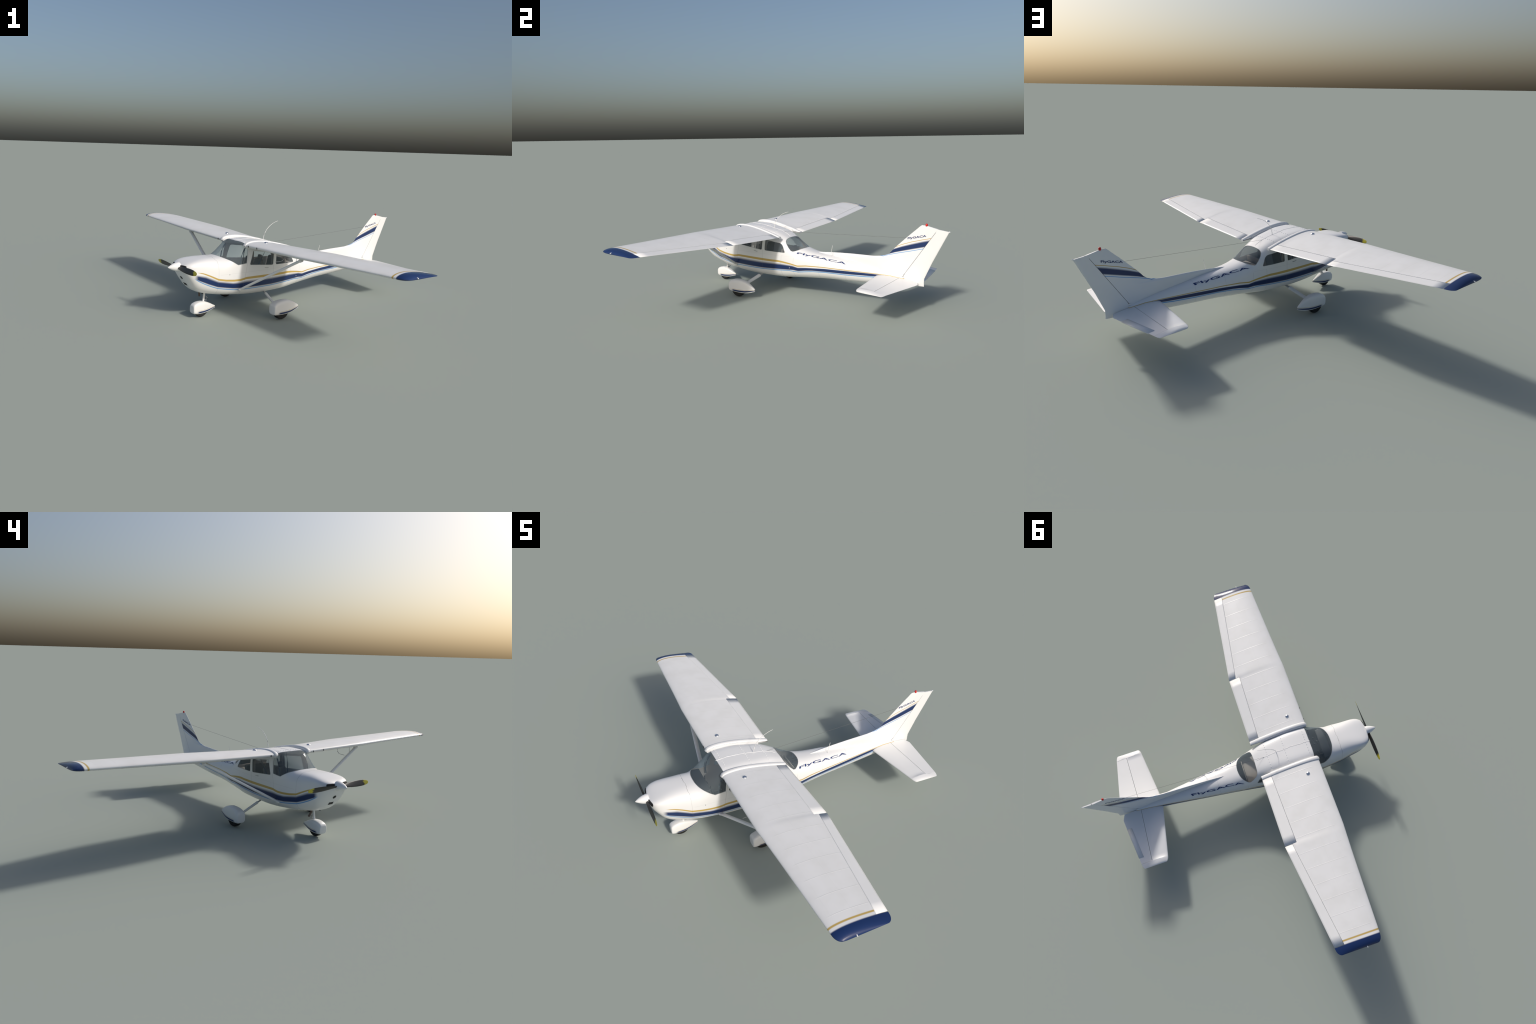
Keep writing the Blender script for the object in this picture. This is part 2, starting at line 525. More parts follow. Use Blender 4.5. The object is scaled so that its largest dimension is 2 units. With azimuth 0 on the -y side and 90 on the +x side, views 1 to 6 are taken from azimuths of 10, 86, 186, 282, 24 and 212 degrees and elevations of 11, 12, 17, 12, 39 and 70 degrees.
def cut_region(bm, poly, to2d, from2d, keep, layer, tag):
    """split the skin along a convex outline (seen in a 2D side projection) and tag the faces inside"""
    area = sum(poly[i - 1].x * poly[i].y - poly[i].x * poly[i - 1].y for i in range(len(poly)))
    if area < 0:
        poly = poly[::-1]
    lo = [min(p[k] for p in poly) - .02 for k in (0, 1)]
    hi = [max(p[k] for p in poly) + .02 for k in (0, 1)]

    def near(f):
        q = to2d(f.calc_center_median())
        return keep(f) and lo[0] < q[0] < hi[0] and lo[1] < q[1] < hi[1]
    n = len(poly)
    for i in range(n):
        a, b = poly[i - 1], poly[i]
        e = (b - a)
        if e.length < 1e-6:
            continue
        nrm2 = Vector((e.y, -e.x)).normalized()      # outward for counter-clockwise
        faces = []
        for f in bm.faces:
            if not near(f):
                continue
            q = [Vector(to2d(v.co)) - a for v in f.verts]
            along = [v.dot(e) / e.length_squared for v in q]
            if max(along) < -.35 - .01 / e.length or min(along) > 1.35 + .01 / e.length:
                continue
            d = [v.dot(nrm2) for v in q]
            if min(d) < -1e-7 and max(d) > 1e-7:
                faces.append(f)
        geom = faces + list({ed for f in faces for ed in f.edges}) + list({v for f in faces for v in f.verts})
        if geom:
            bmesh.ops.bisect_plane(bm, geom=geom, dist=1e-6, plane_co=from2d(a), plane_no=from2d(nrm2, True))
    for f in bm.faces:
        if not near(f):
            continue
        q = Vector(to2d(f.calc_center_median()))
        if all((q - poly[i - 1]).dot(Vector(((poly[i] - poly[i - 1]).y, -(poly[i] - poly[i - 1]).x))) <= 1e-9 for i in range(n)):
            f[layer] = tag


bm = fuselage_bmesh()
layer = bm.faces.layers.int.new("region")
SIDE2D = lambda v: (v.x, v.z)


def SIDE3D(p, direction=False):
    return Vector((p[0], 0, p[1]))


TOP2D = lambda v: (v.x, v.y)


def TOP3D(p, direction=False):
    return Vector((p[0], p[1], 0))


DOOR = [(-.217, .163), (-.0005, .160), (.013, .300), (.018, .372), (-.170, .398), (-.180, .300)]
DOOR_WINDOW = [(-.1768, .3080), (.0035, .2895), (.0105, .368), (-.1500, .3905)]
REAR_SIDE_WINDOW = [(.0262, .2893), (.1840, .2868), (.1560, .3440), (.0320, .3625)]
WINDSHIELD = [[(-.353, .3665), (-.306, .3430), (-.306, .465), (-.353, .465)],
              [(-.306, .3430), (-.259, .3140), (-.2000, .3200), (-.1880, .405), (-.2045, .4650), (-.306, .4650)]]
BACK_WINDOW = [(.165, -.072), (.176, -.088), (.222, -.0985), (.243, -.086), (.262, -.068), (.276, -.040), (.281, 0), (.276, .040), (.262, .068),
               (.243, .086), (.222, .0985), (.176, .088), (.165, .072), (.161, 0)]
for sgn, tag in ((1, 11), (-1, 12)):
    side = lambda f, g=sgn: f.calc_center_median().y * g < 0
    cut_region(bm, [Vector(p) for p in DOOR], SIDE2D, SIDE3D, side, layer, tag)
for sgn, tag in ((1, 21), (-1, 22)):
    side = lambda f, g=sgn: f.calc_center_median().y * g < 0
    cut_region(bm, round_polygon(DOOR_WINDOW, .010), SIDE2D, SIDE3D, side, layer, tag)
    cut_region(bm, round_polygon(REAR_SIDE_WINDOW, [.010, .010, .022, .006]), SIDE2D, SIDE3D, side, layer, tag + 10)
for piece in WINDSHIELD:
    cut_region(bm, [Vector(p) for p in piece], SIDE2D, SIDE3D, lambda f: True, layer, 41)
cut_region(bm, round_polygon(BACK_WINDOW, .02, 2), TOP2D, TOP3D, lambda f: f.calc_center_median().z > .27, layer, 42)
bmesh.ops.dissolve_degenerate(bm, dist=1e-6, edges=bm.edges)
for f in bm.faces:
    if f[layer] == 0:
        c = f.calc_center_median()
        f[layer] = 1 if c.x < -.3895 else (3 if c.x > .30 else 2)
bm.normal_update()
for f in bm.faces:
    f.smooth = True


def split_regions(bm, layer, table):
    """one object per region; borders coincide and every object keeps the whole body's normals"""
    normals = {v.index: v.normal.copy() for v in bm.verts}
    made = []
    for tags, name, mat in table:
        vmap, verts, faces, nv = {}, [], [], []
        for f in bm.faces:
            if f[layer] in tags:
                idx = []
                for v in f.verts:
                    if v.index not in vmap:
                        vmap[v.index] = len(verts)
                        verts.append(v.co.copy())
                        nv.append(normals[v.index])
                    idx.append(vmap[v.index])
                faces.append(idx)
        me = bpy.data.meshes.new(name)
        me.from_pydata([tuple(v) for v in verts], [], faces)
        me.polygons.foreach_set("use_smooth", [True] * len(faces))
        me.normals_split_custom_set_from_vertices([tuple(v) for v in nv])
        made.append(new_object(name, me, mat))
    return made


bm.verts.index_update()
parts = split_regions(bm, layer, [
    ({1}, "engine_cowling", M_FUS), ({2}, "cabin", M_FUS), ({3}, "tail_cone", M_FUS),
    ({11}, "door", M_FUS), ({12}, "door", M_FUS),
    ({21}, "door_window", M_GLASS), ({22}, "door_window", M_GLASS),
    ({31}, "side_window", M_GLASS), ({32}, "side_window", M_GLASS),
    ({41}, "windshield", M_GLASS), ({42}, "rear_window", M_GLASS)])
cowl, cabin, tail_cone = parts[:3]
doors = parts[3:5]
parts[5].parent, parts[6].parent = doors[0], doors[1]

# inner lining: the cabin skin again, set inwards, facing in
vmap, verts, faces = {}, [], []
for f in bm.faces:
    c = f.calc_center_median()
    if f[layer] in (2, 11, 12) and -.36 < c.x < .30:
        idx = []
        for v in reversed(f.verts):
            if v.index not in vmap:
                vmap[v.index] = len(verts)
                verts.append(v.co - v.normal * .0035)
            idx.append(vmap[v.index])
        faces.append(idx)
lining = mesh_from("cabin_lining", verts, faces, fix=False)
new_object("cabin_lining", lining, M_LINING, cabin)
# rubber surround of every pane, laid along its outline
for ob, r in [(o, .0011) for o in parts[5:]]:
    b2 = bmesh.new()
    b2.from_mesh(ob.data)
    edges = [e for e in b2.edges if e.is_boundary]
    verts, faces = [], []
    for e in edges:
        a, b = (v.co for v in e.verts)
        d = (b - a)
        if d.length < 1e-7:
            continue
        d.normalize()
        nrm = e.link_faces[0].normal
        x = d.cross(nrm)
        base = len(verts)
        for p in (a, b):
            for k in range(6):
                q = math.pi / 3 * k
                verts.append(p + x * r * math.cos(q) + nrm * r * .7 * math.sin(q))
        faces += [(base + k, base + (k + 1) % 6, base + 6 + (k + 1) % 6, base + 6 + k) for k in range(6)]
    b2.free()
    new_object("window_surround", mesh_from("window_surround", verts, faces), plain("window_rubber", (.52, .53, .53), .6) if "window_rubber" not in bpy.data.materials else bpy.data.materials["window_rubber"], ob)
bm.free()

# ------------------------------------------------------------------- wings
T_ROOT, T_BREAK, T_TIP = .105, .576, 1.2435
HINGE_GAP = .0015


def wing_station(t):
    """leading edge s,z and trailing edge s,z"""
    ls = -.2148 if t < .56 else pchip(t, (.56, .70, 1.20), (-.2148, -.2068, -.1862))
    ts = .1525 if t < .576 else lerp(.1535, .0745, (t - .576) / (1.20 - .576))
    lz = .4270 + .0215 * (t - .11)
    tz = .3850 + .0520 * (t - .11)
    return ls, lz, ts, tz


def naca(x):
    yt = .6 * (.2969 * math.sqrt(x) - .126 * x - .3516 * x**2 + .2843 * x**3 - .1036 * x**4)
    yc = .02 / .16 * (.8 * x - x * x) if x < .4 else .02 / .36 * (.2 + .8 * x - x * x)
    return yc + yt, yc - yt


def wing_surface(t, s, upper=True):
    ls, lz, ts, tz = wing_station(t)
    c = ts - ls
    x = min(max((s - ls) / c, 0), 1)
    return lerp(lz, tz, x) + naca(x)[0 if upper else 1] * c


def hinge_s(t):
    return lerp(.0935, .0820, (t - .12) / .455) if t < T_BREAK else lerp(.1085, .0205, (t - T_BREAK) / (1.1945 - T_BREAK))


FRACTIONS = [.75, .66, .57, .48, .40, .32, .25, .19, .135, .09, .055, .03, .015, .006, .0015]


def wing_ring(t, sgn, aft=None):
    ls, lz, ts, tz = wing_station(min(t, 1.2))
    u = max(0.0, (t - 1.197) / (T_TIP - 1.197))
    k = math.sqrt(max(0.0, 1 - min(u, .999) ** 2.2))
    ls += .030 * (1 - k)
    ts -= .030 * (1 - k)
    lz += .0195 * (max(t, 1.2) - 1.2)
    c = ts - ls
    end = 1.0 if aft is None else (aft - ls) / c
    up, low = [], []
    for x in [end, lerp(end, .75, .35), lerp(end, .75, .7)] + FRACTIONS:
        zu, zl = naca(min(x, 1.0))
        zu, zl = zu * c, zl * c
        if u > 0:                       # rounded upper side falling to a low edge
            full = .2575
            zu, zl = naca(min(x, 1.0))[0] * full, naca(min(x, 1.0))[1] * full
            ze = lerp(zl, zu, .22)
            zu, zl = lerp(ze, zu, k), lerp(ze, zl, k)
        base = lerp(lz, tz, x)
        up.append(P(ls + x * c, t * sgn, base + zu))
        low.append(P(ls + x * c, t * sgn, base + zl))
    nose = P(ls, t * sgn, lz)
    return up + [nose] + low[::-1]


for sgn in (1, -1):
    ts_in = [T_ROOT, .16, .22, .28, .34, .40, .46, .52, .56, .5755]
    rings = [wing_ring(t, sgn, hinge_s(t) - HINGE_GAP) for t in ts_in]
    ts_out = [.5765, .60, .65, .70, .78, .86, .94, 1.02, 1.10, 1.16, 1.185, 1.1965]
    rings += [wing_ring(t, sgn, hinge_s(t) - HINGE_GAP) for t in ts_out]
    wing_mesh = loft("wing", rings, angle=40)
    wing = new_object("wing", wing_mesh, M_WING)
    # tip with its own shape behind the aileron end
    tip_t = [1.1965 + (T_TIP - 1.1965) * q for q in (0, .2, .4, .56, .7, .81, .89, .95, .985, 1.0)]
    tip = new_object("wing_tip", loft("wing_tip", [wing_ring(t, sgn) for t in tip_t], angle=55), M_WING, wing)
    # flap and aileron: smooth all over, so that their ends shade softly as on the original
    for name, t0, t1 in (("flap", .1350, .5745), ("aileron", .5780, 1.1935)):
        rs = []
        n = 12
        ed = .055 / (t1 - t0)
        fr = [0] + [lerp(ed, 1 - ed, i / (n - 3)) for i in range(n - 2)] + [1.0]
        for f in fr:
            t = lerp(t0, t1, f)
            hs = hinge_s(t) + HINGE_GAP * .4
            ls, lz, ts, tz = wing_station(t)
            xs = [1.0, .80, .6, .4, .22, .10, .03]
            up = [P(lerp(hs, ts, x), t * sgn, wing_surface(t, lerp(hs, ts, x)) + .0002) for x in xs]
            lo = [P(lerp(hs, ts, x), t * sgn, wing_surface(t, lerp(hs, ts, x), False)) for x in xs]
            zc = (up[-1].z + lo[-1].z) / 2
            h = (up[-1].z - lo[-1].z) / 2
            nose = [P(hs - .0015 * math.sin(a), t * sgn, zc + h * math.cos(a)) for a in (.5, 1.1, 1.57, 2.0, 2.6)]
            rs.append(up + nose + lo[::-1])
        new_object(name, loft(name, rs), M_WHITE, wing)
    # raised fairing bead at the wing root
    rs = []
    for q in range(9):
        a = math.pi * q / 8
        t = .1210 - .0128 * math.cos(a)
        grow = .0090 * math.sin(a) ** .7 - .002
        ring = []
        ls, lz, ts, tz = wing_station(.121)
        c = ts - ls
        pts = [(1.0, 0)] + [(x, 0) for x in (.93, .86)] + [(x, 0) for x in FRACTIONS]
        up = [P(ls + x * c, t * sgn, lerp(lz, tz, x) + naca(x)[0] * c + grow) for x, _ in pts]
        lo = [P(ls + x * c, t * sgn, lerp(lz, tz, x) + naca(x)[1] * c - grow) for x, _ in pts]
        nose = [P(ls - grow * .9, t * sgn, lz)]
        rs.append(up + nose + lo[::-1])
    new_object("wing_root_fairing", loft("wing_root_fairing", rs, angle=60), M_WHITE, wing)
    # fuel cap
    cap_s, cap_t = -.1193, .2015
    zc = wing_surface(cap_t, cap_s)
    rs = [[P(cap_s + r * math.cos(a), (cap_t + r * math.sin(a)) * sgn, zc + h) for a in [2 * math.pi * k / 16 for k in range(16)]]
          for r, h in ((.0122, -.002), (.0122, .0004), (.0112, .0026), (.0088, .0048), (.0052, .0064), (.001, .007))]
    new_object("fuel_cap", loft("fuel_cap", rs, angle=60), M_CHROME, wing)
    # tip light
    tube("navigation_light", [P(-.0975, 1.2330 * sgn, .4530), P(-.0975, 1.2480 * sgn, .4495)], .0026, M_CLEAR, wing)
    # dark vents in the leading edge
    for vt in ((.158, .238) if sgn > 0 else (.158,)):
        ls, lz, _, _ = wing_station(vt)
        tube("wing_vent", [P(ls - .0012, vt * sgn, lz - .0065), P(ls - .0016, vt * sgn, lz + .004)], .0022, M_BLACK, wing, 6)
    # strut, a flattened tube from belly edge to wing
    lowp, topp = Vector((-.2337, .1115, .1600)), Vector((-.1680, .5650, .4140))
    rs = []
    for u in (0, .02, .2, .4, .6, .8, .97, 1.0):
        c = lowp.lerp(topp, u)
        ch = .0120 if .01 < u < .99 else .0112
        ring = []
        d = (topp - lowp).normalized()
        ax = Vector((1, 0, 0))
        ax = (ax - d * ax.dot(d)).normalized()
        ay = d.cross(ax)
        for k in range(20):
            a = 2 * math.pi * k / 20
            q = c + ax * ch * math.cos(a) + ay * .0070 * math.sin(a) * (1 - .25 * math.cos(a))
            ring.append(P(q.x, q.y * sgn, q.z))
        rs.append(ring)
    new_object("wing_strut", loft("wing_strut", rs, angle=50), M_WHITE)
    # strut end cuffs
    for c, ext in ((lowp, .012), (topp, -.012)):
        rs = []
        for u, g in ((-.3, 1.0), (0, 1.25), (1, 1.18), (1.15, 1.02)):
            q0 = c + (topp - lowp).normalized() * ext * u
            d = (topp - lowp).normalized()
            ax = Vector((1, 0, 0))
            ax = (ax - d * ax.dot(d)).normalized()
            ay = d.cross(ax)
            rs.append([P(q.x, q.y * sgn, q.z) for q in [q0 + ax * .0120 * g * math.cos(a) + ay * .0078 * g * math.sin(a)
                                                     for a in [2 * math.pi * k / 16 for k in range(16)]]])
        new_object("strut_cuff", loft("strut_cuff", rs, angle=50), M_WHITE)
    # hinge brackets under the flap
    for ft in (.24, .46):
        b = wing_surface(ft, .07, False)
        rs = [[P(.055 + dx, (ft + dy) * sgn, b + dz) for dx, dz in ((0, .004), (.06, -.002), (.05, -.010), (.02, -.007))] for dy in (-.002, .002)]
        new_object("flap_bracket", loft("flap_bracket", rs, angle=30), M_WHITE, wing)
    if sgn > 0:
        tube("pitot_tube", [P(-.155, .413, .410), P(-.160, .413, .393), P(-.172, .413, .384), P(-.192, .412, .382), P(-.220, .411, .382)], .0016, M_METAL, wing)
        tube("stall_vent", [P(-.158, .514, .412), P(-.160, .514, .384)], .0012, M_METAL, wing)

# roof seam, rivets
wander = [P(s, .0012 * math.sin(s * 60) + .0008 * math.sin(s * 143), section(s)[0] + .0002) for s in [-.203 + .0075 * i for i in range(48)]]
tube("roof_seam", wander, .0013, M_WHITE, cabin, 6, flat=.7)
verts, faces = [], []
for rs_, n in ((-.1735, 11), (-.0345, 12), (.0765, 12)):
    for i in range(n):
        t = lerp(-.092, .092, i / (n - 1))
        sec = section(rs_)
        lo_, hi_ = sec[3], sec[0]
        for _ in range(40):
            mid = (lo_ + hi_) / 2
            if half_width(rs_, mid) > abs(t):
                lo_ = mid
            else:
                hi_ = mid
        z = lo_
        b = len(verts)
        for r, h in ((.0029, -.0008), (.0024, .0009), (.0009, .0017)):
            verts += [P(rs_ + r * math.cos(a), t + r * math.sin(a), z + h) for a in [math.pi / 3 * k for k in range(6)]]
        for lv in range(2):
            faces += [(b + lv * 6 + k, b + lv * 6 + (k + 1) % 6, b + lv * 6 + 6 + (k + 1) % 6, b + lv * 6 + 6 + k) for k in range(6)]
        faces.append(tuple(b + 12 + k for k in range(6)))
rv = new_object("rivet_rows", mesh_from("rivet_rows", verts, faces), M_WHITE, cabin)
rv["kind"] = "stuff"

# --------------------------------------------------------------- tail surfaces
# fin with dorsal fillet: leading edge and trailing (hinge) edge by height
FIN_LE = [(.2960, .361), (.3062, .4652), (.3148, .6163), (.3172, .700), (.3185, .762), (.3233, .800), (.338, .850), (.381, .8937),
          (.4589, .9747), (.5107, 1.0317), (.5235, 1.0455), (.5290, 1.0545), (.5318, 1.0640)]


def fin_hinge(z):
    return lerp(.9560, 1.1478, (z - .2240) / (.5134 - .2240))


def fin_le(z):
    zs, ss = zip(*FIN_LE)
    return pchip(z, zs, ss)


def fin_half(s, z, le, te):
    """half thickness of the fin: thin nose, fuller towards the hinge; broad along the dorsal fillet"""
    u = (s - le) / max(te - le, 1e-6)
    full = .0080 * pchip(z, (.20, .33, .53), (1.2, .95, .58))
    return max(.0009, full * min(1.0, (max(u, 0) * 1.9) ** .62))


zs = [.205, .225, .245, .262, .276, .287, .2955] + [.3000, .3062, .3105, .3148, .3185, .3233, .330, .338, .350, .366, .381, .400, .420, .440, .4589, .480, .497, .5107, .5190, .5235, .5270, .5290]
rings = []
for z in zs:
    te = fin_hinge(z) - .0012
    if z < .2961:                       # buried root follows the sloping back of the tail cone
        le = pchip(z, (.205, .2215, .2455, .2677, .2886, .2961), (.96, .92, .794, .6257, .4745, .366))
        le -= .02
    else:
        le = fin_le(z)
    le = min(le, te - .01)
    ring_l, ring_r = [], []
    N = 26
    for i in range(N + 1):
        u = (i / N) ** 1.5
        s = lerp(le, te, u)
        top = z
        if z > .514:                    # sloping tip rib
            top = min(z, lerp(.5318, .5134, (s - 1.064) / (1.1478 - 1.064))) if s > 1.064 else z
        h = fin_half(s, z, le, te)
        if z > .520:
            h *= lerp(1, .55, (z - .520) / .011)
        ring_l.append(P(s, h, top))
        ring_r.append(P(s, -h, top))
    rings.append(ring_l + ring_r[::-1])
fin = new_object("fin", loft("fin", rings, angle=45), M_FIN)

# rudder
RUD_TE = [(.1760, 1.0812), (.2030, 1.0800), (.2190, 1.0795), (.3211, 1.1225), (.5044, 1.2110), (.512, 1.2146)]
rings = []
for z in [.1770, .1800, .190, .203, .2212, .24, .26, .29, .3211, .35, .38, .41, .44, .47, .49, .5000, .5040]:
    te = next(lerp(a[1], b[1], (z - a[0]) / (b[0] - a[0])) for a, b in zip(RUD_TE, RUD_TE[1:]) if z <= b[0] or b is RUD_TE[-1])
    hs = (fin_hinge(z) if z > .224 else pchip(z, (.170, .200, .224), (.985, .965, .956))) + .0010
    h = .0078 * pchip(z, (.17, .20, .33, .53), (1.0, 1.15, .95, .55))
    ring_l, ring_r = [], []
    for u, g in ((0, h), (.15, .97 * h), (.40, .82 * h), (.68, .66 * h), (.88, .0033), (.95, .0027), (.985, .0017), (1.0, .0005)):
        s = lerp(hs, te, u)
        top = z
        if z > .497:
            top = z + (lerp(.5128, .5044, u) - .5040) * (z - .497) / .007
        ring_l.append(P(s, g, top))
        ring_r.append(P(s, -g, top))
    rings.append(ring_l + ring_r[::-1])
rudder = new_object("rudder", loft("rudder", rings, angle=45), M_WHITE)
tube("tail_light", [P(1.207, 0, .5035), P(1.2115, 0, .5040), P(1.2150, 0, .5042)], .0026, M_CLEAR, rudder, radii=[.0026, .003, .0012])
tube("rudder_horn", [P(.9500, .013, .2245), P(.960, .014, .2250)], .0042, M_WHITE, fin)
tube("rudder_horn", [P(.9500, -.013, .2245), P(.960, -.014, .2250)], .0042, M_WHITE, fin)
# solid dark strip modelling the shadow in the gap between fin and rudder
rings = []
for z in [.226 + .0286 * i for i in range(11)]:
    le, te = (fin_le(z) if z > .2961 else .6), fin_hinge(z)
    h = fin_half(te, z, le, te) - .0007
    s = fin_hinge(z)
    rings.append([P(s - .0020, h, z), P(s + .0020, h, z), P(s + .0020, -h, z), P(s - .0020, -h, z)])
new_object("hinge_shadow_strip", loft("hinge_shadow_strip", rings, angle=30), M_PANEL, rudder)
# beacon
rs = [[P(1.0803 + r * math.cos(a), r * math.sin(a), z) for a in [2 * math.pi * k / 14 for k in range(14)]]
      for r, z in ((.0062, .5255), (.0068, .5310), (.0066, .5350), (.0054, .5380), (.0030, .5396), (.0006, .5402))]
new_object("beacon_light", loft("beacon_light", rs, angle=60), M_RED, fin)
# tail stinger under the rudder gap
rs = []
for s, zt, zb, w in ((.90, .214, .1665, .025), (.95, .208, .1710, .0195), (.985, .200, .1750, .013), (1.000, .194, .1790, .006)):
    rs.append([P(s, w * math.cos(a), (zt + zb) / 2 + (zt - zb) / 2 * math.sin(a)) for a in [2 * math.pi * k / 20 for k in range(20)]])
new_object("tail_fairing", loft("tail_fairing", rs, angle=60), M_WHITE, tail_cone)


def stab_half(x):
    return .6 * (.2969 * math.sqrt(x) - .126 * x - .3516 * x**2 + .2843 * x**3 - .1015 * x**4) * .83


def stab_edges(t):
    le = lerp(.7920, .8500, t / .383)
    te = lerp(1.0715, 1.0130, t / .383)
    return le, te


def stab_z(s, t):
    return .2046 - .045 * (s - .81) + .004 * t / .38


STAB_HINGE = lambda t: lerp(.9370, .9480, t / .358)
for sgn in (1, -1):
    # fixed stabilizer with its wrap-around tip
    rings = []
    for t in (.0, .06, .13, .20, .27, .33, .357, .3585, .366, .374, .382, .388, .3910):
        le, te = stab_edges(t)
        u = max(0, (t - .3585) / (.3915 - .3585))
        k = math.sqrt(max(0.0, 1 - u ** 2.4))
        c = te - le
        le2 = le + .016 * (1 - k)
        te2 = (STAB_HINGE(t) - .0012) if t < .3575 else te - .010 * (1 - k)
        up, lo = [], []
        xs = [1.0, .9, .78, .64, .5, .37, .25, .15, .08, .035, .01]
        for x in xs:
            s = lerp(le2, te2, x)
            h = stab_half(min(max((s - le) / c, 0), 1)) * c * (1.12 * k if t > .3575 else 1.0)
            h = max(h, .0008)
            zc = stab_z(s, t) - (u * .003)
            up.append(P(s, t * sgn, zc + h))
            lo.append(P(s, t * sgn, zc - h))
        rings.append(up + [P(le2, t * sgn, stab_z(le2, t) - u * .003)] + lo[::-1])
    stab = new_object("stabilizer", loft("stabilizer", rings, angle=40), M_WHITE)
    # elevator
    rings = []
    for t in [.012, .05] + [lerp(.08, .33, i / 8) for i in range(9)] + [.350, .3568]:
        le, te = stab_edges(t)
        c = te - le
        hs = STAB_HINGE(t) + .0010
        cut = 0.0
        if t < .05:
            te = lerp(1.048, te, (t - .012) / .038)
        up, lo = [], []
        for x in (1.0, .85, .65, .45, .25, .1, 0.0):
            s = lerp(hs, te, x)
            h = max(stab_half(min(max((s - le) / c, 0), 1)) * c, .0008)
            up.append(P(s, t * sgn, stab_z(s, t) + h))
            lo.append(P(s, t * sgn, stab_z(s, t) - h))
        rings.append(up + lo[::-1])
    elev = new_object("elevator", loft("elevator", rings, angle=40), M_WHITE, stab)
    if sgn < 0:
        # trim tab on the starboard elevator, drooped a little
        rings = []
        for t in (.115, .20, .318):
            le, te = stab_edges(t)
            up, lo = [], []
            for x in (0, .5, 1.0):
                s = lerp(te - .030, te + .0015, x)
                up.append(P(s, t * sgn, stab_z(s, t) + lerp(.0058, .0006, x)))
                lo.append(P(s, t * sgn, stab_z(s, t) - lerp(.0046, .0030, x)))
            rings.append(up + lo[::-1])
        new_object("trim_tab", loft("trim_tab", rings), M_WHITE, elev)

# ------------------------------------------------------------- nose, propeller
AX_Z = .3180
rings = []
for q in range(15):
    u = q / 14
    r = .0265 * math.sin(math.pi / 2 * min(1, u * 1.02)) ** .80 if u > 0 else .0004
    s = -.6572 + .0712 * u
    rings.append([P(s, r * math.cos(a), AX_Z + .0012 * (1 - u) + r * math.sin(a)) for a in [2 * math.pi * k / 28 for k in range(28)]])
spinner = new_object("spinner", loft("spinner", rings, angle=50), plain("spinner_paint", (.82, .82, .82), .18, .5, 0, .03))
propeller = bpy.data.objects.new("propeller", None)
bpy.context.scene.collection.objects.link(propeller)
propeller.parent = root
propeller.empty_display_size = .05
spinner.parent = propeller
for sgn in (1, -1):
    rings = []
    for r, chord, pitch, th in ((.016, .014, 50, .0080), (.030, .0165, 45, .0072), (.055, .0235, 37, .0060), (.085, .0295, 30, .0048), (.120, .0330, 25, .0040),
                                (.155, .0330, 21, .0032), (.182, .0300, 18, .0026), (.199, .0240, 17, .0022), (.2090, .0185, 16, .0016), (.2140, .0120, 16, .0012), (.2162, .0040, 16, .0009)):
        a = math.radians(pitch)
        ring = []
        for k in range(16):
            q = 2 * math.pi * k / 16
            cx, cy = chord * .5 * math.cos(q), th * .5 * math.sin(q)
            # chord lies mostly in the disc (z), turned by the pitch angle towards the flight axis
            dz = cx * math.cos(a) * sgn + cy * math.sin(a)
            ds = cx * math.sin(a) - cy * math.cos(a) * sgn
            ring.append(P(-.6010 + ds, r * sgn, AX_Z - .0015 + dz))
        rings.append(ring)
    new_object("propeller_blade", loft("propeller_blade", rings, angle=60), M_BLADE, propeller)
    # cooling inlet beside the spinner
    def nose_skin(t, z):
        lo, hi = -.592, -.54
        for _ in range(40):
            mid = (lo + hi) / 2
            if half_width(mid, z) < t:
                lo = mid
            else:
                hi = mid
        return hi
    rings = []
    for push, g in ((.006, 1.0), (-.0014, 1.0), (-.0014, .8), (-.0014, .6), (-.0014, .4), (-.0014, .2), (-.0014, .02)):
        ring = []
        for a in [2 * math.pi * k / 24 for k in range(24)]:
            t = .0490 + .0250 * g * math.copysign(abs(math.cos(a)) ** .5, math.cos(a))
            z = .3235 + .0095 * g * math.copysign(abs(math.sin(a)) ** .5, math.sin(a))
            ring.append(P(nose_skin(t, min(z, .331)) + push, t * sgn, z))
        rings.append(ring)
    new_object("cooling_inlet", loft("cooling_inlet", rings, angle=40), M_BLACK, cowl)


def chin_patch(name, s0, z0, shape):
    """dark lens set flush into the sloping chin"""
    slope = Vector((.0254, 0, -.0401)).normalized()
    nrm = Vector((-.0401, 0, -.0254)).normalized()
    side = Vector((0, 1, 0))
    c = P(s0, 0, z0)
    rings = []
    for d, g in ((-.006, 1.0), (.0016, 1.0), (.0022, .9)):
        rings.append([c + nrm * d + slope * x * g + side * y * g for x, y in shape])
    new_object(name, loft(name, rings, angle=40), M_BLACK, cowl)


chin_patch("landing_light", -.5687, .2525, [(.0112 * math.cos(a), .0112 * math.sin(a)) for a in [2 * math.pi * k / 20 for k in range(20)]])
chin_patch("air_filter", -.5433, .2124, [(-.0092, -.0165), (-.0092, .0165), (.0092, .0165), (.0092, -.0165)])
tube("exhaust_pipe", [P(-.433, -.030, .158), P(-.430, -.0335, .140), P(-.4225, -.0425, .1125)], .0056, M_EXHAUST, cowl, 12)
tube("cowl_vent", [P(-.445, .02, .152), P(-.440, .022, .143)], .004, M_BLACK, cowl, 8)

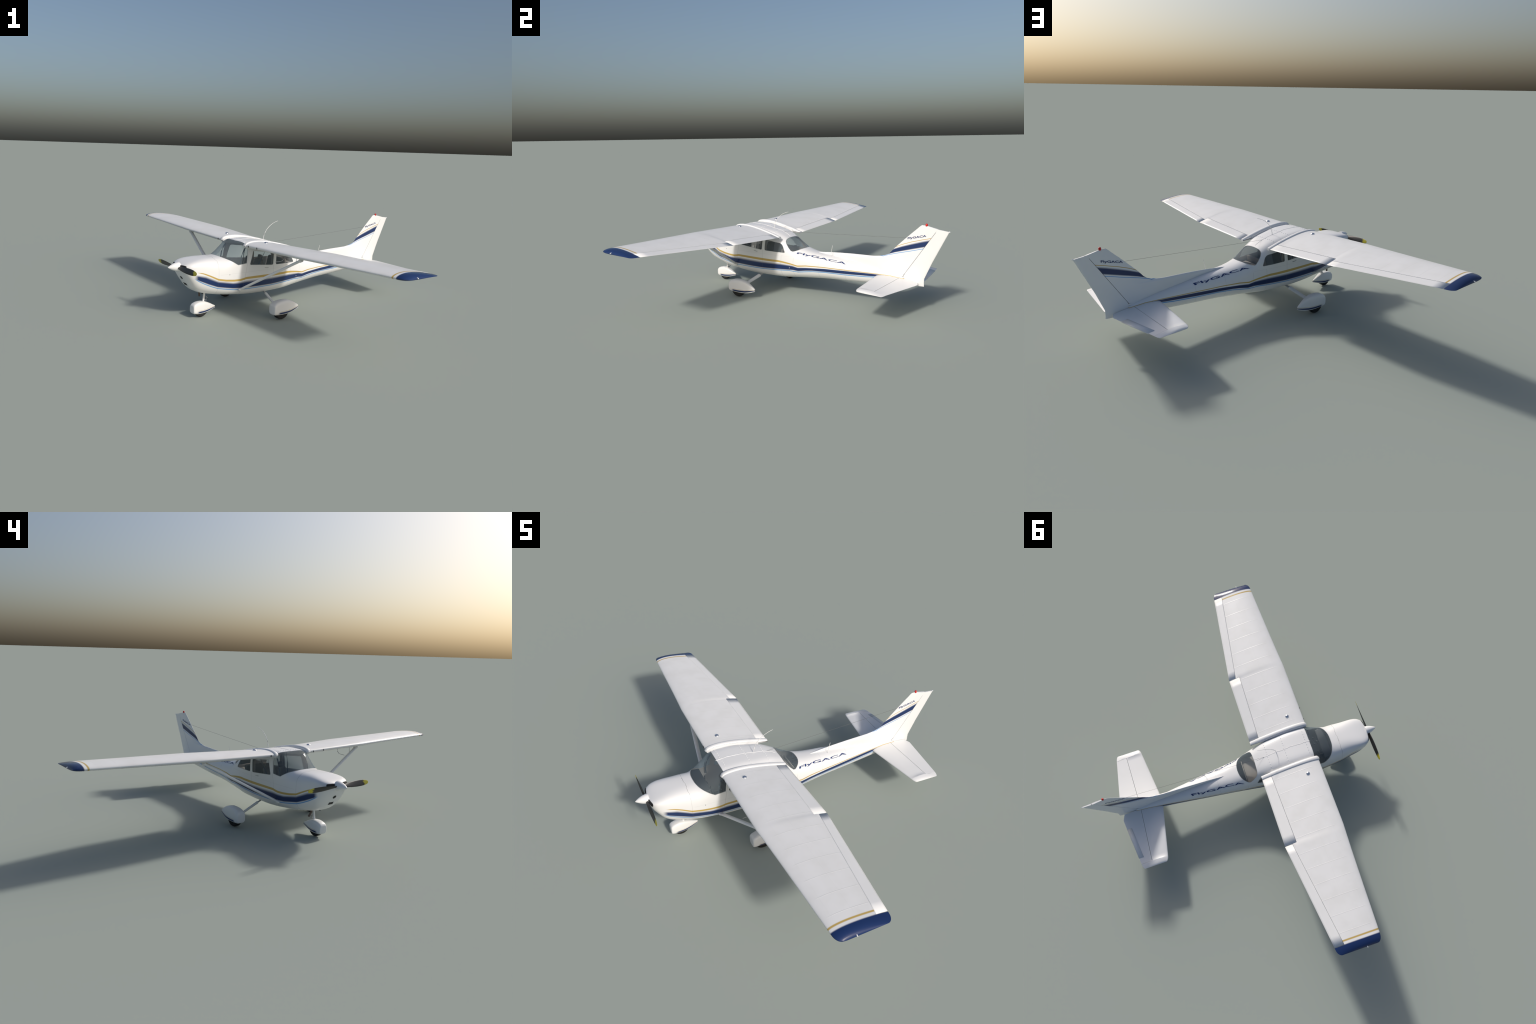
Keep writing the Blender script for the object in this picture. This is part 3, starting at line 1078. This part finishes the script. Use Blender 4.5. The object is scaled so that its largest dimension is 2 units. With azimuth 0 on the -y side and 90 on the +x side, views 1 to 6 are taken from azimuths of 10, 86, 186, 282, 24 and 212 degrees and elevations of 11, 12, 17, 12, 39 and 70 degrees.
# --------------------------------------------------------------- undercarriage
def fairing(name, profile, half, t0, s_tail, mat):
    rings = []
    for s, zt, zb, w in profile:
        zc, h = (zt + zb) / 2, (zt - zb) / 2
        rings.append([P(s - s_tail, w * half * math.copysign(abs(math.cos(a)) ** .45, math.cos(a)), zc + h * math.copysign(abs(math.sin(a)) ** .60, math.sin(a)))
                      for a in [2 * math.pi * k / 32 for k in range(32)]])
    ob = new_object(name, loft(name, rings, angle=60), mat)
    ob.location = P(s_tail, t0, 0)
    return ob


MAIN_PROFILE = [(-.1298, .0860, .0410, .78), (-.1288, .0915, .0365, .90), (-.1250, .0970, .0335, .96), (-.117, .1032, .0310, .99), (-.102, .1095, .0295, 1.0), (-.083, .1135, .0280, 1.0), (-.060, .1155, .0270, .97),
                (-.030, .1150, .0268, .89), (-.005, .1092, .0282, .75), (.020, .0990, .0315, .57), (.043, .0860, .0378, .38), (.060, .0750, .0440, .24), (.0700, .0680, .0475, .16), (.0725, .0655, .0490, .12)]
NOSE_PROFILE = [(-.4990, .0680, .0330, .78), (-.4980, .0730, .0285, .90), (-.4940, .0790, .0255, .96), (-.4860, .0850, .0225, 1.0), (-.470, .0905, .0198, 1.0), (-.452, .0932, .0188, .99), (-.436, .0928, .0187, .95),
                (-.418, .0900, .0198, .87), (-.398, .0830, .0228, .73), (-.376, .0725, .0285, .52), (-.357, .0615, .0350, .33), (-.344, .0550, .0390, .20), (-.3400, .0530, .0400, .16)]


def wheel(s, t, r, w, parent):
    prof = [(0.0, .42), (.30, .45), (.42, .70), (.50, .86), (.46, .955), (.30, .995), (0, 1.0), (-.30, .995), (-.46, .955), (-.50, .86), (-.42, .70), (-.30, .45), (0, .42)]
    rings = []
    for k in range(40):
        a = 2 * math.pi * k / 40
        rings.append([P(s + r * g * math.cos(a), t + w * x, r + r * g * math.sin(a)) for x, g in prof[:-1]])
    rings.append(rings[0])
    ty = new_object("tyre", loft("tyre", rings, cap=(False, False), angle=70), M_RUBBER)
    rs = [[P(s + q * r * math.cos(a), t + x * w, r + q * r * math.sin(a)) for a in [2 * math.pi * k / 24 for k in range(24)]]
          for x, q in ((-.42, .2), (-.36, .46), (.36, .46), (.42, .2))]
    new_object("wheel_hub", loft("wheel_hub", rs, angle=40), M_METAL, ty)
    return ty


wheel(-.4405, 0, .0435, .030, None)
fairing("wheel_fairing", NOSE_PROFILE, .0265, 0, -.340, M_NOSE_PANT)
for sgn in (1, -1):
    wheel(-.0627, .2905 * sgn, .0515, .034, None)
    fairing("wheel_fairing", MAIN_PROFILE, .0300, .2905 * sgn, .072, M_PANT)
    # spring leg: slim dark root, then a flat tapered blade inside a painted cuff
    def blade(name, stations, mat):
        rs = [[P(s + ch * math.cos(a), t * sgn, z + th * math.sin(a) - .25 * ch * math.cos(a)) for a in [2 * math.pi * k / 16 for k in range(16)]]
              for s, t, z, ch, th in stations]
        return new_object(name, loft(name, rs, angle=50), mat)
    leg = blade("main_gear_leg", ((-.0320, .1080, .1075, .0110, .0080), (-.0322, .1095, .1070, .0122, .0092), (-.0356, .130, .1003, .0112, .0088), (-.0446, .175, .0860, .0104, .0084),
                                  (-.0537, .220, .0716, .0098, .0080), (-.062, .262, .0600, .0094, .0078)), M_WHITE)
    blade("gear_leg_root", ((-.022, .060, .1210, .0070, .0050), (-.028, .090, .1130, .0070, .0050), (-.0325, .1095, .1070, .0078, .0052)), M_METAL).parent = leg
tube("nose_gear_leg", [P(-.4135, 0, .160), P(-.4150, 0, .135), P(-.4200, 0, .098), P(-.4225, 0, .080)], .0062, M_WHITE, sides=16)
tube("torque_link", [P(-.405, 0, .120), P(-.392, 0, .106), P(-.406, 0, .092)], .0024, M_METAL)
tube("shimmy_damper", [P(-.408, -.012, .098), P(-.408, .012, .098)], .0030, M_METAL)

# ------------------------------------------------------------------- aerials
path = [P(.0186 + .157 * (1 - math.cos(a)), 0, .4200 + .1235 * math.sin(a)) for a in [math.radians(75) * i / 14 for i in range(15)]]
tube("whip_aerial", path, .0014, M_WHITE_ROD, radii=[.0017 - .0008 * i / 14 for i in range(15)])
tube("aerial_wire", [P(lerp(.0945, .9625, u), 0, lerp(.4055, .4475, u) - .004 * 4 * u * (1 - u) * .2) for u in [i / 12 for i in range(13)]], .00055, M_WIRE, sides=6)
tube("blade_aerial", [P(.4775, .0268, .284), P(.4835, .0268, .318), P(.4905, .0268, .3565)], .0012, M_WHITE_ROD)
# small fittings on the flanks
for name, s, z, mat, r in (("static_port", .2155, .1905, M_CLEAR, .0026), ("fuel_drain", -.3165, .2625, M_METAL, .0030)):
    for sgn in ((1,) if name == "static_port" else (1,)):
        w = half_width(s, z)
        tube(name, [P(s, (w - .001) * sgn, z), P(s, (w + .0026) * sgn, z)], r, mat, cabin, 10, radii=[r, r * .5])
for sgn in (1, -1):
    w = half_width(-.045, .2785) + .0028
    tube("door_handle", [P(-.0635, (w - .0045) * sgn, .2785), P(-.0600, w * sgn, .2785), P(-.036, w * sgn, .2765), P(-.0335, (w - .0045) * sgn, .2765)], .0013, M_METAL, doors[0 if sgn > 0 else 1])

# ------------------------------------------------------------------ lettering
def text_mesh(body, bold):
    cu = bpy.data.curves.new("lettering", "FONT")
    cu.body = body
    cu.offset = bold
    cu.resolution_u = 4
    ob = bpy.data.objects.new("lettering_source", cu)
    bpy.context.scene.collection.objects.link(ob)
    me = bpy.data.meshes.new_from_object(ob.evaluated_get(bpy.context.evaluated_depsgraph_get()))
    bpy.data.objects.remove(ob)
    b = bmesh.new()
    b.from_mesh(me)
    bmesh.ops.triangulate(b, faces=b.faces)
    for _ in range(3):
        long = [e for e in b.edges if e.calc_length() > .09]
        if not long:
            break
        bmesh.ops.subdivide_edges(b, edges=long, cuts=1)
        bmesh.ops.triangulate(b, faces=b.faces)
    xs = [v.co.x for v in b.verts]
    x0, x1 = min(xs), max(xs)
    caps = .70
    for v in b.verts:
        v.co.x = (v.co.x - x0) / (x1 - x0)
        v.co.y = v.co.y / caps
    b.to_mesh(me)
    b.free()
    return me


WORD = "FlyGACA"
for sgn in (1, -1):
    me = text_mesh(WORD, .020)
    for v in me.vertices:
        u, h = v.co.x, v.co.y
        along = u if sgn > 0 else 1 - u
        s = lerp(.2600, .5985, along)
        z = lerp(.2855, .2524, along) + h * .0092
        s += (h * .006) * (1 if sgn < 0 else .4)
        w = half_width(s, z)
        nrm = Vector((-(half_width(s + .004, z) - w) / .004, 1.0, -(half_width(s, z + .002) - w) / .002)).normalized() * .0011
        v.co = P(s + nrm.x, (w + nrm.y) * sgn, z + nrm.z)
    new_object("fuselage_lettering", me, M_LETTER, tail_cone)
    me = text_mesh(WORD, .026)
    for v in me.vertices:
        u, h = v.co.x, v.co.y
        along = u if sgn > 0 else 1 - u
        s = lerp(.9725, 1.0835, along)
        z = lerp(.4418, .4668, along) + h * .0108
        le, te = fin_le(z), fin_hinge(z) - .0016
        v.co = P(s, (fin_half(s, z, le, te) + .0011) * sgn, z)
    new_object("fin_lettering", me, M_LETTER, fin)

# ------------------------------------------------------------------- interior
def box(name, lo, hi, mat, parent=None, bevel=.004, shear=0.0):
    b = bmesh.new()
    bmesh.ops.create_cube(b, size=1)
    for v in b.verts:
        f = [(c + .5) for c in v.co]
        q = [lerp(lo[k], hi[k], f[k]) for k in range(3)]
        v.co = P(q[0] + shear * f[2], q[1], q[2])
    bmesh.ops.recalc_face_normals(b, faces=b.faces)
    bmesh.ops.bevel(b, geom=list(b.edges), offset=bevel, segments=2, affect="EDGES", profile=.5)
    me = bpy.data.meshes.new(name)
    b.to_mesh(me)
    b.free()
    smooth(me, 50)
    return new_object(name, me, mat, parent)


box("cabin_floor", (-.30, -.080, .146), (.20, .080, .152), M_SEAT, cabin, .002)
box("instrument_panel", (-.300, -.106, .235), (-.285, .106, .333), M_PANEL, cabin, .004)
box("glare_shield", (-.325, -.100, .328), (-.272, .100, .338), M_PANEL, cabin, .004)
for t in (.048, -.048):
    seat = box("seat", (-.160, t - .036, .165), (-.075, t + .036, .210), M_SEAT, cabin, .010)
    box("seat_back", (-.085, t - .036, .200), (-.065, t + .036, .318), M_SEAT, seat, .009, .030)
    box("head_rest", (-.052, t - .016, .318), (-.038, t + .016, .345), M_SEAT, seat, .006, .006)
    tube("control_column", [P(-.290, t, .275), P(-.255, t, .278)], .0028, M_PANEL, cabin)
    tube("control_yoke", [P(-.253, t - .022, .297), P(-.253, t - .020, .275), P(-.253, t, .270), P(-.253, t + .020, .275), P(-.253, t + .022, .297)], .0034, M_PANEL, cabin)
    tube("harness", [P(-.030, t * 2.15, .398), P(-.062, t * 1.9, .330), P(-.100, t * 1.2, .225)], .0038, M_BELT, cabin, 6, flat=.4)
box("rear_bench", (.020, -.088, .160), (.110, .088, .205), M_SEAT, cabin, .012)
box("bench_back", (.100, -.086, .195), (.122, .086, .305), M_SEAT, cabin, .010, .030)
box("parcel_shelf", (.150, -.088, .262), (.235, .088, .268), M_TAN, cabin, .002)
box("bulkhead", (.236, -.070, .160), (.242, .070, .285), M_TAN, cabin, .002)
for sgn in (1, -1):
    # windscreen pillar tube and door post trim
    tube("pillar_tube", [P(-.200, .101 * sgn, .405), P(-.212, .103 * sgn, .385), P(-.226, .104 * sgn, .355), P(-.232, .104 * sgn, .318), P(-.232, .102 * sgn, .290)], .0036, M_BELT, cabin)
    box("door_trim", (.006, .104 * sgn - .004, .165), (.028, .104 * sgn + .004, .395), M_TAN, cabin, .002)
